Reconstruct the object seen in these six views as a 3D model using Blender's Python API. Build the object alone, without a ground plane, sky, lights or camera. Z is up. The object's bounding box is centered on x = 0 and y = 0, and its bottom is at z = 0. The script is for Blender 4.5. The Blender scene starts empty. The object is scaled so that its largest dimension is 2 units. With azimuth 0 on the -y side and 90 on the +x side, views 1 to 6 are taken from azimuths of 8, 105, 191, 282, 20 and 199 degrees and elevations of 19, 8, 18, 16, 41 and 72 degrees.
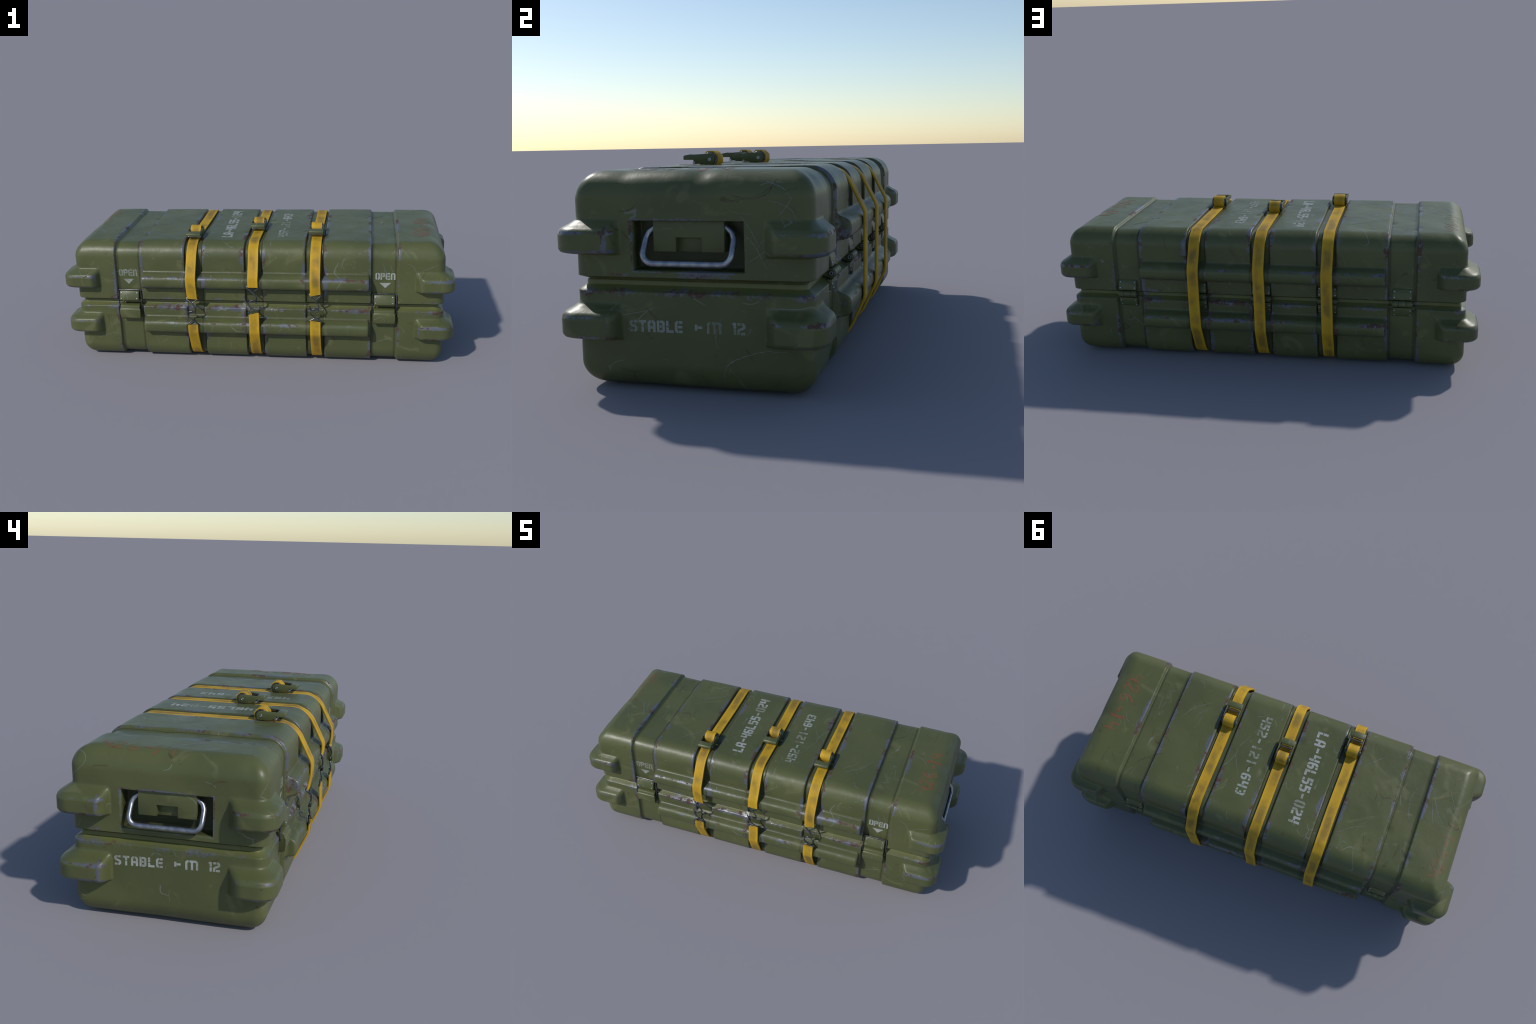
import bpy, math, random
import numpy as np
from mathutils import Vector, Matrix

random.seed(7)
rng = np.random.default_rng(7)
scene = bpy.context.scene
COL = scene.collection

# ------------------------------------------------------------------ sizes
X, W, H, R = 0.946, 0.3597, 0.641, 0.080       # half length, half width, height, top and bottom edge radius
YC = 0.011                                     # the hooks in front push the box itself a little back
RV = 0.042                                     # radius of the upright edges
GROOVES = (-0.3085, 0.0, 0.3085)               # strap channel centres
SEAM = 0.3255

# ------------------------------------------------------------------ helpers
def link(ob, parent=None):
    COL.objects.link(ob)
    if parent is not None:
        ob.parent = parent
    return ob

def sstep(a, b, v):
    t = np.clip((v - a) / (b - a), 0, 1)
    return t * t * (3 - 2 * t)

def mesh_np(name, V, F, mats, parent, smooth=True, normals=None, midx=None):
    """mesh from numpy verts and quad faces"""
    me = bpy.data.meshes.new(name)
    V = np.asarray(V, dtype=np.float32)
    F = np.asarray(F, dtype=np.int32)
    k = F.shape[1]
    me.vertices.add(len(V)); me.vertices.foreach_set("co", V.ravel())
    me.loops.add(F.size); me.loops.foreach_set("vertex_index", F.ravel())
    me.polygons.add(len(F))
    me.polygons.foreach_set("loop_start", np.arange(0, F.size, k, dtype=np.int32))
    if smooth:
        me.polygons.foreach_set("use_smooth", np.ones(len(F), dtype=bool))
    me.update(calc_edges=True)
    me.validate()
    for m in mats: me.materials.append(m)
    if normals is not None:
        me.normals_split_custom_set_from_vertices([tuple(n) for n in normals])
    ob = bpy.data.objects.new(name, me)
    return link(ob, parent)

class Builder:
    """collects simple solids with material indices into one mesh"""
    def __init__(self): self.v, self.f, self.m, self.s = [], [], [], []
    def add(self, verts, faces, mat=0, smooth=True):
        o = len(self.v)
        self.v += [tuple(p) for p in verts]
        for f in faces:
            self.f.append([i + o for i in f]); self.m.append(mat); self.s.append(smooth)
    def box(self, c0, c1, mat=0):
        (a, b, c), (d, e, f) = c0, c1
        v = [(a,b,c),(d,b,c),(d,e,c),(a,e,c),(a,b,f),(d,b,f),(d,e,f),(a,e,f)]
        self.add(v, [(0,3,2,1),(4,5,6,7),(0,1,5,4),(1,2,6,5),(2,3,7,6),(3,0,4,7)], mat, False)
    def prism_x(self, poly, x0, x1, mat=0):
        """closed (y,z) outline extruded along x"""
        n = len(poly)
        v = [(x0, y, z) for y, z in poly] + [(x1, y, z) for y, z in poly]
        f = [tuple(range(n)), tuple(range(2*n-1, n-1, -1))]
        f += [(i, n+i, n+(i+1) % n, (i+1) % n) for i in range(n)]
        self.add(v, f, mat, True)
    def cyl_x(self, y, z, r, x0, x1, n=24, mat=0, r_in=None, rot=0.0):
        ring = [(y + r*math.cos(rot+2*math.pi*i/n), z + r*math.sin(rot+2*math.pi*i/n)) for i in range(n)]
        if r_in is None:
            self.prism_x(ring, x0, x1, mat); return
        rin = [(y + r_in*math.cos(rot+2*math.pi*i/n), z + r_in*math.sin(rot+2*math.pi*i/n)) for i in range(n)]
        v = [(x0,a,b) for a,b in ring]+[(x1,a,b) for a,b in ring]+[(x0,a,b) for a,b in rin]+[(x1,a,b) for a,b in rin]
        f = []
        for i in range(n):
            j = (i+1) % n
            f += [(i,n+i,n+j,j),(2*n+i,2*n+j,3*n+j,3*n+i),(i,j,2*n+j,2*n+i),(n+i,3*n+i,3*n+j,n+j)]
        self.add(v, f, mat, True)
    def dome(self, centre, normal, r, h, mat=0, n=14):
        """rivet head sitting on a surface"""
        nrm = Vector(normal).normalized()
        t = nrm.orthogonal().normalized(); b = nrm.cross(t)
        c = Vector(centre)
        v, f = [], []
        prof = [(1.0,-0.6),(1.0,0.25),(0.86,0.7),(0.55,0.95)]
        for rr, hh in prof:
            for i in range(n):
                a = 2*math.pi*i/n
                v.append(c + (t*math.cos(a)+b*math.sin(a))*r*rr + nrm*h*hh)
        v.append(c + nrm*h*0.8)
        for k in range(len(prof)-1):
            for i in range(n):
                j = (i+1) % n
                f.append((k*n+i, k*n+j, (k+1)*n+j, (k+1)*n+i))
        o = (len(prof)-1)*n
        for i in range(n): f.append((o+i, o+(i+1) % n, len(v)-1))
        self.add(v, f, mat, True)
    def tube(self, pts, r, n=10, mat=0, cap=True):
        pts = [Vector(p) for p in pts]
        v, f = [], []
        T = []
        for i in range(len(pts)):
            a = pts[max(i-1,0)]; b = pts[min(i+1,len(pts)-1)]
            T.append((b-a).normalized())
        u = T[0].orthogonal().normalized()
        for p, t in zip(pts, T):
            u = (u - t*u.dot(t)).normalized(); w = t.cross(u)
            for i in range(n):
                a = 2*math.pi*i/n
                v.append(p + (u*math.cos(a)+w*math.sin(a))*r)
        for k in range(len(pts)-1):
            for i in range(n):
                j = (i+1) % n
                f.append((k*n+i, k*n+j, (k+1)*n+j, (k+1)*n+i))
        if cap:
            f.append(tuple(range(n-1,-1,-1))); f.append(tuple((len(pts)-1)*n+i for i in range(n)))
        self.add(v, f, mat, True)
    def mesh(self, name, mats, bevel=0.0, seg=2, angle=35):
        me = bpy.data.meshes.new(name)
        me.from_pydata(self.v, [], self.f)
        me.polygons.foreach_set("material_index", self.m)
        me.polygons.foreach_set("use_smooth", [True]*len(self.f))
        for m in mats: me.materials.append(m)
        me.update()
        import bmesh
        bm = bmesh.new(); bm.from_mesh(me)
        bmesh.ops.recalc_face_normals(bm, faces=bm.faces)
        if bevel > 0:
            es = [e for e in bm.edges if len(e.link_faces) == 2 and e.calc_face_angle(0) > math.radians(angle)]
            bmesh.ops.bevel(bm, geom=es, offset=bevel, segments=seg, profile=0.5, affect='EDGES', clamp_overlap=True)
            for fc in bm.faces: fc.smooth = True
        bm.to_mesh(me); bm.free()
        me.set_sharp_from_angle(angle=math.radians(40))
        return me
    def obj(self, name, mats, parent, bevel=0.0, seg=2, angle=35):
        return link(bpy.data.objects.new(name, self.mesh(name, mats, bevel, seg, angle)), parent)

def round_path(pts, r, n=5):
    """polyline with its corners replaced by short curves"""
    P = [Vector(p) for p in pts]; out = [P[0]]
    for a, b, c in zip(P, P[1:], P[2:]):
        rr = min(r, (b-a).length*0.45, (c-b).length*0.45)
        s = b + (a-b).normalized()*rr; e = b + (c-b).normalized()*rr
        for i in range(n+1):
            t = i/n
            out.append(s*(1-t)**2 + b*2*t*(1-t) + e*t*t)
    out.append(P[-1]); return out

# ------------------------------------------------------------------ node tools
class NT:
    def __init__(self, name):
        self.mat = bpy.data.materials.new(name); self.mat.use_nodes = True
        self.t = self.mat.node_tree; self.n = self.t.nodes; self.l = self.t.links
        self.n.clear()
        self.out = self.n.new('ShaderNodeOutputMaterial')
        self.b = self.n.new('ShaderNodeBsdfPrincipled')
        self.l.new(self.b.outputs[0], self.out.inputs[0])
        self.co = self.n.new('ShaderNodeTexCoord').outputs['Object']
    def put(self, sock, v):
        if isinstance(v, bpy.types.NodeSocket): self.l.new(v, sock)
        elif isinstance(v, tuple) and len(v) == 3 and sock.type == 'RGBA': sock.default_value = (*v, 1)
        else: sock.default_value = v
    def math(self, op, a, b=0.0, c=None, clamp=False):
        n = self.n.new('ShaderNodeMath'); n.operation = op; n.use_clamp = clamp
        self.put(n.inputs[0], a); self.put(n.inputs[1], b)
        if c is not None: self.put(n.inputs[2], c)
        return n.outputs[0]
    def add(self, a, b): return self.math('ADD', a, b)
    def sub(self, a, b): return self.math('SUBTRACT', a, b)
    def mul(self, a, b): return self.math('MULTIPLY', a, b)
    def mx(self, *a):
        r = a[0]
        for k in a[1:]: r = self.math('MAXIMUM', r, k)
        return r
    def mn(self, a, b): return self.math('MINIMUM', a, b)
    def absv(self, a): return self.math('ABSOLUTE', a)
    def ramp(self, v, a, b, smooth=True):
        n = self.n.new('ShaderNodeMapRange'); n.interpolation_type = 'SMOOTHSTEP' if smooth else 'LINEAR'
        self.put(n.inputs[0], v); n.inputs[1].default_value = a; n.inputs[2].default_value = b
        return n.outputs[0]
    def band(self, v, c, w):
        d = self.absv(self.sub(v, c))
        return self.ramp(d, w, 0.0)
    def mapping(self, scale=(1,1,1), rot=(0,0,0), loc=(0,0,0)):
        n = self.n.new('ShaderNodeMapping'); self.l.new(self.co, n.inputs[0])
        n.inputs['Scale'].default_value = scale; n.inputs['Rotation'].default_value = rot; n.inputs['Location'].default_value = loc
        return n.outputs[0]
    def noise(self, scale, detail=3.0, rough=0.55, vec=None, dist=0.0):
        n = self.n.new('ShaderNodeTexNoise')
        self.l.new(vec if vec is not None else self.co, n.inputs['Vector'])
        n.inputs['Scale'].default_value = scale; n.inputs['Detail'].default_value = detail
        n.inputs['Roughness'].default_value = rough; n.inputs['Distortion'].default_value = dist
        return n.outputs['Fac']
    def vor(self, scale, vec=None, feature='DISTANCE_TO_EDGE'):
        n = self.n.new('ShaderNodeTexVoronoi'); n.feature = feature
        self.l.new(vec if vec is not None else self.co, n.inputs['Vector'])
        n.inputs['Scale'].default_value = scale
        return n.outputs['Distance']
    def mix(self, fac, a, b):
        n = self.n.new('ShaderNodeMix'); n.data_type = 'RGBA'
        self.put(n.inputs[0], fac); self.put(n.inputs[6], a); self.put(n.inputs[7], b)
        return n.outputs[2]
    def mixf(self, fac, a, b):
        n = self.n.new('ShaderNodeMix'); n.data_type = 'FLOAT'
        self.put(n.inputs[0], fac); self.put(n.inputs[2], a); self.put(n.inputs[3], b)
        return n.outputs[0]
    def sep(self):
        n = self.n.new('ShaderNodeSeparateXYZ'); self.l.new(self.co, n.inputs[0])
        return n.outputs
    def bump(self, h, strength=0.3, dist=0.002, prev=None):
        n = self.n.new('ShaderNodeBump'); n.inputs['Strength'].default_value = strength
        n.inputs['Distance'].default_value = dist; self.l.new(h, n.inputs['Height'])
        if prev is not None: self.l.new(prev, n.inputs['Normal'])
        return n.outputs[0]
    def set(self, **kw):
        for k, v in kw.items(): self.put(self.b.inputs[k.replace('_', ' ')], v)

GREEN_A = (0.093, 0.104, 0.039)
GREEN_B = (0.076, 0.088, 0.034)
STEEL = (0.125, 0.135, 0.170)
RUST = (0.080, 0.037, 0.029)

def painted_metal(name, edges=True, part=1.0):
    m = NT(name)
    s = m.sep(); x, y, z = s[0], s[1], s[2]
    ax, ay = m.absv(x), m.absv(y)
    big = m.noise(3.1, 3.0, 0.5)
    mid = m.noise(11.0, 4.0, 0.6)
    # paint: two close greens, a lighter dusty film, brown grime
    col = m.mix(m.ramp(big, 0.36, 0.64), GREEN_A, GREEN_B)
    film = m.ramp(m.noise(6.5, 3.0, 0.5, m.mapping(loc=(3.1, 1.7, 0.4)), 1.4), 0.60, 0.70)
    col = m.mix(m.mul(film, 0.36), col, (0.165, 0.165, 0.075))
    grime = m.ramp(m.noise(9.0, 6.0, 0.68, m.mapping(loc=(7.3, 2.2, 5.0)), 0.8), 0.60, 0.74)
    col = m.mix(m.mul(grime, 0.60), col, (0.070, 0.048, 0.016))
    specks = m.ramp(m.noise(70.0, 2.0, 0.5, m.mapping(scale=(1, 0.55, 1))), 0.72, 0.77)
    col = m.mix(m.mul(specks, 0.55), col, (0.030, 0.030, 0.014))
    # wear where the form turns outward
    fine = m.noise(95.0, 5.0, 0.7)
    patch = m.noise(7.0, 5.0, 0.62, m.mapping(loc=(1.3, 4.1, 2.6)))
    if edges:
        yb = m.sub(y, YC); ay = m.absv(yb)
        gd = m.mn(ax, m.absv(m.sub(ax, 0.3085)))
        inner = m.ramp(ax, 0.592, 0.588)
        e_gro = m.mul(m.band(gd, 0.050, 0.032), m.mul(m.ramp(gd, 0.0445, 0.0475), m.ramp(ax, 0.45, 0.44)))
        e_blk = m.mul(m.band(ax, 0.586, 0.030), m.ramp(ax, 0.594, 0.590))
        e_cap = m.mul(m.band(ax, 0.724, 0.028), m.ramp(ax, 0.716, 0.721))
        rail = m.mul(m.mul(m.ramp(ay, 0.379, 0.389), inner),
                     m.mx(m.band(z, 0.468, 0.016), m.band(z, 0.415, 0.012), m.band(z, 0.220, 0.016), m.band(z, 0.168, 0.012)))
        out = m.mx(m.ramp(ay, 0.333, 0.340), m.ramp(ax, 0.90, 0.92))
        lip = m.mul(m.mul(out, m.mixf(m.ramp(ax, 0.90, 0.94), 1.0, m.mixf(m.ramp(x, -0.2, 0.2), 0.66, 0.80))), m.mx(m.band(z, 0.290, 0.026), m.mul(m.band(z, 0.343, 0.014), 0.7)))
        bout = m.mx(m.mul(m.ramp(ay, 0.375, 0.390), m.ramp(ax, 0.79, 0.80)), m.ramp(ax, 0.962, 0.978))
        bmp = m.mul(bout, m.mx(m.band(z, 0.468, 0.014), m.band(z, 0.414, 0.012), m.band(z, 0.222, 0.014),
                               m.band(z, 0.163, 0.012), m.band(ax, 0.826, 0.014), m.mul(m.band(ay, 0.236, 0.014), m.ramp(ax, 0.96, 0.98))))
        inx = m.ramp(ax, 0.925, 0.935)
        dy = m.absv(m.sub(y, 0.009))
        rec = m.mul(inx, m.mx(m.mul(m.band(z, 0.502, 0.012), m.ramp(dy, 0.18, 0.17)),
                              m.mul(m.band(z, 0.352, 0.008), m.ramp(dy, 0.18, 0.17)),
                              m.mul(m.band(dy, 0.171, 0.010), m.mul(m.ramp(z, 0.35, 0.36), m.ramp(z, 0.51, 0.50)))))
        e = m.mx(e_gro, e_blk, e_cap, rail, lip, bmp, rec)
        e = m.mul(e, 1.0)
    else:
        geo = m.n.new('ShaderNodeNewGeometry')
        bev = m.n.new('ShaderNodeBevel'); bev.inputs[0].default_value = 0.003
        d = m.n.new('ShaderNodeVectorMath'); d.operation = 'DOT_PRODUCT'
        m.l.new(geo.outputs['Normal'], d.inputs[0]); m.l.new(bev.outputs[0], d.inputs[1])
        e = m.mul(m.ramp(d.outputs['Value'], 0.98, 0.80), 0.75)
    # chipped = edge strength + patchy noise + fine grain above a limit
    sc = m.add(m.mul(e, 0.50), m.add(m.mul(m.sub(patch, 0.5), 2.0), m.mul(m.sub(fine, 0.5), 1.0)))
    chip = m.mul(m.mul(m.ramp(sc, 0.36, 0.58), m.ramp(e, 0.02, 0.25)), 0.92)
    # speckled rub marks on broad round areas
    rub = m.mul(m.ramp(m.noise(5.0, 2.0, 0.5, m.mapping(loc=(9.1, 0.3, 3.3))), 0.58, 0.70), m.ramp(fine, 0.60, 0.66))
    rustm = m.ramp(m.noise(16.0, 5.0, 0.7, m.mapping(loc=(2.2, 8.1, 1.0))), 0.51, 0.57)
    if edges: rustm = m.mx(rustm, m.mul(m.mul(lip, m.ramp(x, -0.2, 0.2)), m.ramp(m.noise(45.0, 3.0, 0.6), 0.50, 0.56)))
    # scratches: distorted cell borders, broken by noise
    def scratch(scale, seed, rot, w, lim):
        v = m.mapping(scale=(1.0, 0.45, 0.7), rot=rot, loc=(seed, seed*1.7, seed*0.6))
        nz = m.n.new('ShaderNodeTexNoise'); m.l.new(v, nz.inputs['Vector']); nz.inputs['Scale'].default_value = scale*0.8
        vm = m.n.new('ShaderNodeVectorMath'); vm.operation = 'MULTIPLY_ADD'
        m.l.new(nz.outputs['Color'], vm.inputs[0]); vm.inputs[1].default_value = (0.25, 0.25, 0.25); m.l.new(v, vm.inputs[2])
        d = m.vor(scale, vm.outputs[0])
        brk = m.ramp(m.noise(scale*1.3, 2.0, 0.5, m.mapping(loc=(seed*3, 1, seed))), lim, lim+0.04)
        return m.mul(m.ramp(d, w, w*0.3), brk)
    scr = m.mx(scratch(5.0, 1.3, (0.3, 0.2, 0.7), 0.006, 0.57), scratch(8.0, 4.7, (0.9, 0.1, -0.5), 0.008, 0.60))
    metal = m.mix(rustm, STEEL, RUST)
    if edges:   # bright silvery patches along the front lip
        silvery = m.mul(m.mul(m.mul(m.ramp(y, -0.30, -0.33), m.mul(m.ramp(z, 0.262, 0.275), m.ramp(z, 0.335, 0.32))), m.ramp(ax, 0.46, 0.34)), m.mul(m.sub(1.0, rustm), m.ramp(m.noise(10.0, 3.0, 0.6, m.mapping(loc=(5.0, 1.0, 9.0))), 0.46, 0.56)))
        metal = m.mix(silvery, metal, (0.36, 0.37, 0.38))
    col = m.mix(m.mul(rub, 0.40), col, (0.20, 0.22, 0.25))
    col = m.mix(m.mul(scr, 0.34), col, (0.27, 0.29, 0.30))
    twig = m.mul(scratch(7.0, 8.3, (0.1, 0.8, 0.2), 0.016, 0.61), 0.6)
    col = m.mix(twig, col, (0.055, 0.035, 0.014))
    if edges:   # seam colour lightened to offset the shadow below the lid
        seam = m.mul(m.band(z, 0.312, 0.020), 0.60)
        col = m.mix(seam, col, (0.150, 0.155, 0.048))
    if edges:   # ambient shade of the handle recesses, painted into the base colour
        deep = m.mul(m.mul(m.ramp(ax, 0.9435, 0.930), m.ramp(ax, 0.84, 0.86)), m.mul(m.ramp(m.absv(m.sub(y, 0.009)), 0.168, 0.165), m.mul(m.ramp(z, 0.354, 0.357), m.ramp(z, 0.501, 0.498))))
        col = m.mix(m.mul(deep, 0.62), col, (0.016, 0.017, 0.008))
        corner = m.mx(m.mul(m.band(gd, 0.0415, 0.010), m.ramp(ax, 0.45, 0.44)), m.band(ax, 0.598, 0.009), m.band(ax, 0.709, 0.009), m.mul(m.mul(m.ramp(gd, 0.043, 0.040), m.ramp(ax, 0.45, 0.44)), 0.45))  # channel corners and floors, darkened to draw their occlusion
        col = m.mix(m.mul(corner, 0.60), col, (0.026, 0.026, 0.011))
        under = m.mul(m.mul(m.ramp(ay, 0.352, 0.357), m.ramp(ay, 0.385, 0.372)), m.mul(inner, m.mx(m.band(z, 0.401, 0.010), m.band(z, 0.155, 0.010), m.mul(m.band(z, 0.487, 0.008), 0.6), m.mul(m.band(z, 0.243, 0.008), 0.6))))  # contact shadow along the rails, baked into the paint as dark lines
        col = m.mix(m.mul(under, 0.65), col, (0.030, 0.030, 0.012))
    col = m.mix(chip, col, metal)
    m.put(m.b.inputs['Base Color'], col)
    steel = m.mul(chip, m.sub(1.0, rustm))
    m.set(Metallic=m.mul(steel, m.add(0.35, m.mul(silvery, 0.4)) if edges else 0.35))
    rough = m.add(0.29, m.add(m.mul(mid, 0.22), m.mul(film, 0.10)))
    rough = m.mixf(chip, rough, m.mixf(rustm, 0.38, 0.75))
    m.set(Roughness=rough)
    m.put(m.b.inputs['Specular IOR Level'], 0.38)
    h = m.add(m.mul(mid, 0.5), m.mul(m.noise(28.0, 2.0), 0.25))
    n1 = m.bump(m.add(h, m.mul(m.noise(6.0, 2.0), 1.6)), 0.45, 0.005)
    n2 = m.bump(m.sub(m.mul(fine, 0.15), m.add(m.mul(chip, 0.8), m.mul(scr, 0.4))), 0.35, 0.0010, n1)
    m.put(m.b.inputs['Normal'], n2)
    return m.mat

def yellow_webbing():
    m = NT('yellow_webbing')
    col = m.mix(m.ramp(m.noise(9.0, 3.0), 0.35, 0.65), (0.60, 0.355, 0.012), (0.53, 0.305, 0.011))
    dirt = m.ramp(m.noise(12.0, 2.5, 0.5, m.mapping(loc=(2.0, 5.0, 1.0))), 0.38, 0.68)
    s = m.sep()
    ax = m.absv(s[0]); c = m.mn(ax, m.absv(m.sub(ax, 0.3155)))
    centre = m.ramp(c, 0.026, 0.008)
    col = m.mix(m.add(m.mul(centre, m.add(0.22, m.mul(dirt, 0.42))), m.mul(dirt, 0.14)), col, (0.135, 0.098, 0.030))
    fleck = m.ramp(m.noise(60.0, 2.0), 0.68, 0.74)
    col = m.mix(m.mul(fleck, 0.35), col, (0.70, 0.46, 0.04))
    weave = m.n.new('ShaderNodeTexWave'); weave.inputs['Scale'].default_value = 130.0
    weave.bands_direction = 'DIAGONAL'; m.l.new(m.co, weave.inputs['Vector'])
    m.put(m.b.inputs['Base Color'], m.mix(m.mul(weave.outputs['Fac'], 0.10), col, (0.28, 0.17, 0.02)))
    m.set(Roughness=0.62)
    m.put(m.b.inputs['Specular IOR Level'], 0.3)
    m.put(m.b.inputs['Normal'], m.bump(m.add(m.mul(weave.outputs['Fac'], 0.3), m.noise(20.0, 2.0)), 0.25, 0.002))
    return m.mat

def bare_steel(name, col, rough, worn):
    m = NT(name)
    k = m.noise(40.0, 4.0, 0.6)
    m.put(m.b.inputs['Base Color'], m.mix(m.ramp(k, 0.4, 0.65), col, worn))
    m.set(Metallic=0.9, Roughness=m.add(rough, m.mul(k, 0.15)))
    return m.mat

def stencil_paint(name, col, cover, fade_scale):
    """sprayed paint, rubbed thin in places so the green shows"""
    m = NT(name)
    f = m.noise(fade_scale, 2.0, 0.5)
    g = m.noise(110.0, 4.0, 0.7)
    a = m.ramp(m.add(f, m.mul(m.sub(g, 0.5), 0.5)), 0.30, 0.62)
    m.put(m.b.inputs['Base Color'], m.mix(m.add(cover[0], m.mul(a, cover[1])), GREEN_A, col))
    m.set(Roughness=0.5)
    m.put(m.b.inputs['Specular IOR Level'], 0.4)
    return m.mat

def plain_dark():
    m = NT('dark_hollow')
    m.put(m.b.inputs['Base Color'], m.mix(m.noise(30.0), (0.012, 0.013, 0.010), (0.02, 0.02, 0.016)))
    m.set(Roughness=0.8)
    return m.mat

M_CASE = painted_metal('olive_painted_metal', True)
M_PART = painted_metal('olive_painted_fittings', False)
M_STRAP = yellow_webbing()
M_WIRE = bare_steel('dark_steel_wire', (0.075, 0.078, 0.088), 0.26, (0.20, 0.205, 0.22))
M_STEEL = bare_steel('worn_bare_steel', (0.40, 0.42, 0.46), 0.30, (0.24, 0.25, 0.28))
M_BAIL = bare_steel('dull_handle_steel', (0.27, 0.285, 0.325), 0.30, (0.40, 0.42, 0.45))
M_RED_OLD = stencil_paint('rubbed_red_marker_paint', (0.20, 0.062, 0.032), (0.05, 0.55), 8.0)
M_WHITE = stencil_paint('faded_white_stencil_paint', (0.325, 0.35, 0.335), (0.12, 0.74), 11.0)
M_DIM = stencil_paint('dim_white_stencil_paint', (0.27, 0.295, 0.285), (0.10, 0.62), 9.0)
M_MID = stencil_paint('worn_white_stencil_paint', (0.35, 0.37, 0.355), (0.36, 0.56), 11.0)
M_BRIGHT = stencil_paint('white_stencil_paint', (0.37, 0.39, 0.36), (0.50, 0.45), 14.0)
M_RED = stencil_paint('faded_red_marker_paint', (0.23, 0.062, 0.032), (0.18, 0.58), 12.0)
M_DARK = plain_dark()

# ------------------------------------------------------------------ root
root = bpy.data.objects.new('military_storage_case', None)
root['label'] = 'long olive green military equipment case with three yellow ratchet straps'
root['category'] = 'storage case'
link(root)

# ------------------------------------------------------------------ case shell
def lines(lo, hi, base, feats):
    """grid lines: even spacing, refined inside given ranges (a, b, step)"""
    out = list(np.linspace(lo, hi, max(2, int(round((hi-lo)/base))+1)))
    for a, b, st in feats:
        out = [q for q in out if q < a - st*0.6 or q > b + st*0.6]
        out += list(np.linspace(a, b, max(2, int(round((b-a)/st))+1)))
    return np.array(sorted(out))

NR = 9
TAN = R*np.tan(np.linspace(0, math.pi/4, NR+1))[1:]
def half_axis(half, feats, base):
    """from 0 to half, the last R being the rounded edge"""
    core = lines(0.0, half-R, base, feats)
    return np.concatenate([core, half-R+TAN])

fx = [(0.0405, 0.0485, 0.0016), (0.2600, 0.2680, 0.0016), (0.3490, 0.3570, 0.0016), (0.5780, 0.5960, 0.0018),
      (0.7115, 0.7260, 0.0018), (0.8060, 0.8260, 0.0030)]
hx = half_axis(X, fx, 0.0085)
xs = np.concatenate([-hx[:0:-1], hx])
fy_core = [(-0.1690, -0.1660, 0.0015), (0.1620, 0.1650, 0.0015), (0.195, 0.252, 0.0032), (-0.236, -0.195, 0.0032)]
core = lines(-(W-R), W-R, 0.0090, fy_core)
ys = np.concatenate([-(W-R)-TAN[::-1], core, W-R+TAN])
zc = lines(R, H-R, 0.0075, [(0.142, 0.260, 0.0025), (0.289, 0.341, 0.0015), (0.3555, 0.3585, 0.0015),
                            (0.396, 0.4962, 0.0024), (0.4965, 0.4995, 0.0015), (0.4998, 0.508, 0.0024)])
zs = np.concatenate([R-TAN[::-1], zc, H-R+TAN])
nx, ny, nz = len(xs), len(ys), len(zs)

# lattice points that lie on the box surface, shared between faces
idx = -np.ones((nx, ny, nz), dtype=np.int64)
surf = np.zeros((nx, ny, nz), dtype=bool)
surf[0], surf[-1] = True, True
surf[:, 0], surf[:, -1] = True, True
surf[:, :, 0], surf[:, :, -1] = True, True
ii, jj, kk = np.nonzero(surf)
idx[ii, jj, kk] = np.arange(len(ii))
P0 = np.stack([xs[ii], ys[jj], zs[kk]], axis=1)

def quads(a, flip):
    q = np.stack([a[:-1, :-1], a[1:, :-1], a[1:, 1:], a[:-1, 1:]], axis=-1).reshape(-1, 4)
    return q[:, ::-1] if flip else q
FACES = np.concatenate([quads(idx[:, :, 0], True), quads(idx[:, :, -1], False),
                        quads(idx[:, 0, :], False), quads(idx[:, -1, :], True),
                        quads(idx[0], True), quads(idx[-1], False)])

def rounded(P):
    Q = P.copy()
    Q[:, 0] = np.clip(P[:, 0], -(X-R), X-R)
    Q[:, 1] = np.clip(P[:, 1], -(W-R), W-R)
    Q[:, 2] = np.clip(P[:, 2], R, H-R)
    N = P - Q
    N /= np.linalg.norm(N, axis=1)[:, None]
    return Q + N*R, N
BASE, NRM = rounded(P0)
# upright edges are tighter than the top edges: stretch the plan corners outward
_a = np.maximum(np.abs(BASE[:, 0]) - (X-R), 0); _b = np.maximum(np.abs(BASE[:, 1]) - (W-R), 0)
_th = np.arctan2(_b, _a); _c, _s = np.cos(_th), np.sin(_th)
_k = R - RV
_d = _k*(_c+_s); _reach = _d + np.sqrt(np.maximum(_d*_d - (2*_k*_k - RV*RV), 0))
_reach = np.where(R*np.tan(_th) < _k, R/np.maximum(_c, 1e-6), np.where(R/np.maximum(np.tan(_th), 1e-6) < _k, R/np.maximum(_s, 1e-6), _reach))
_f = _reach/R - 1
BASE[:, 0] += np.sign(BASE[:, 0])*_a*_f; BASE[:, 1] += np.sign(BASE[:, 1])*_b*_f
x, y, z = BASE.T
ax, ay = np.abs(x), np.abs(y)

def table(zq, pts, blur=0.0022):
    """piecewise-linear profile, softened a little"""
    zp, vp = np.array(pts).T
    return np.mean([np.interp(zq + o*blur, zp, vp) for o in (-1, -0.5, 0, 0.5, 1)], axis=0)

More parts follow.
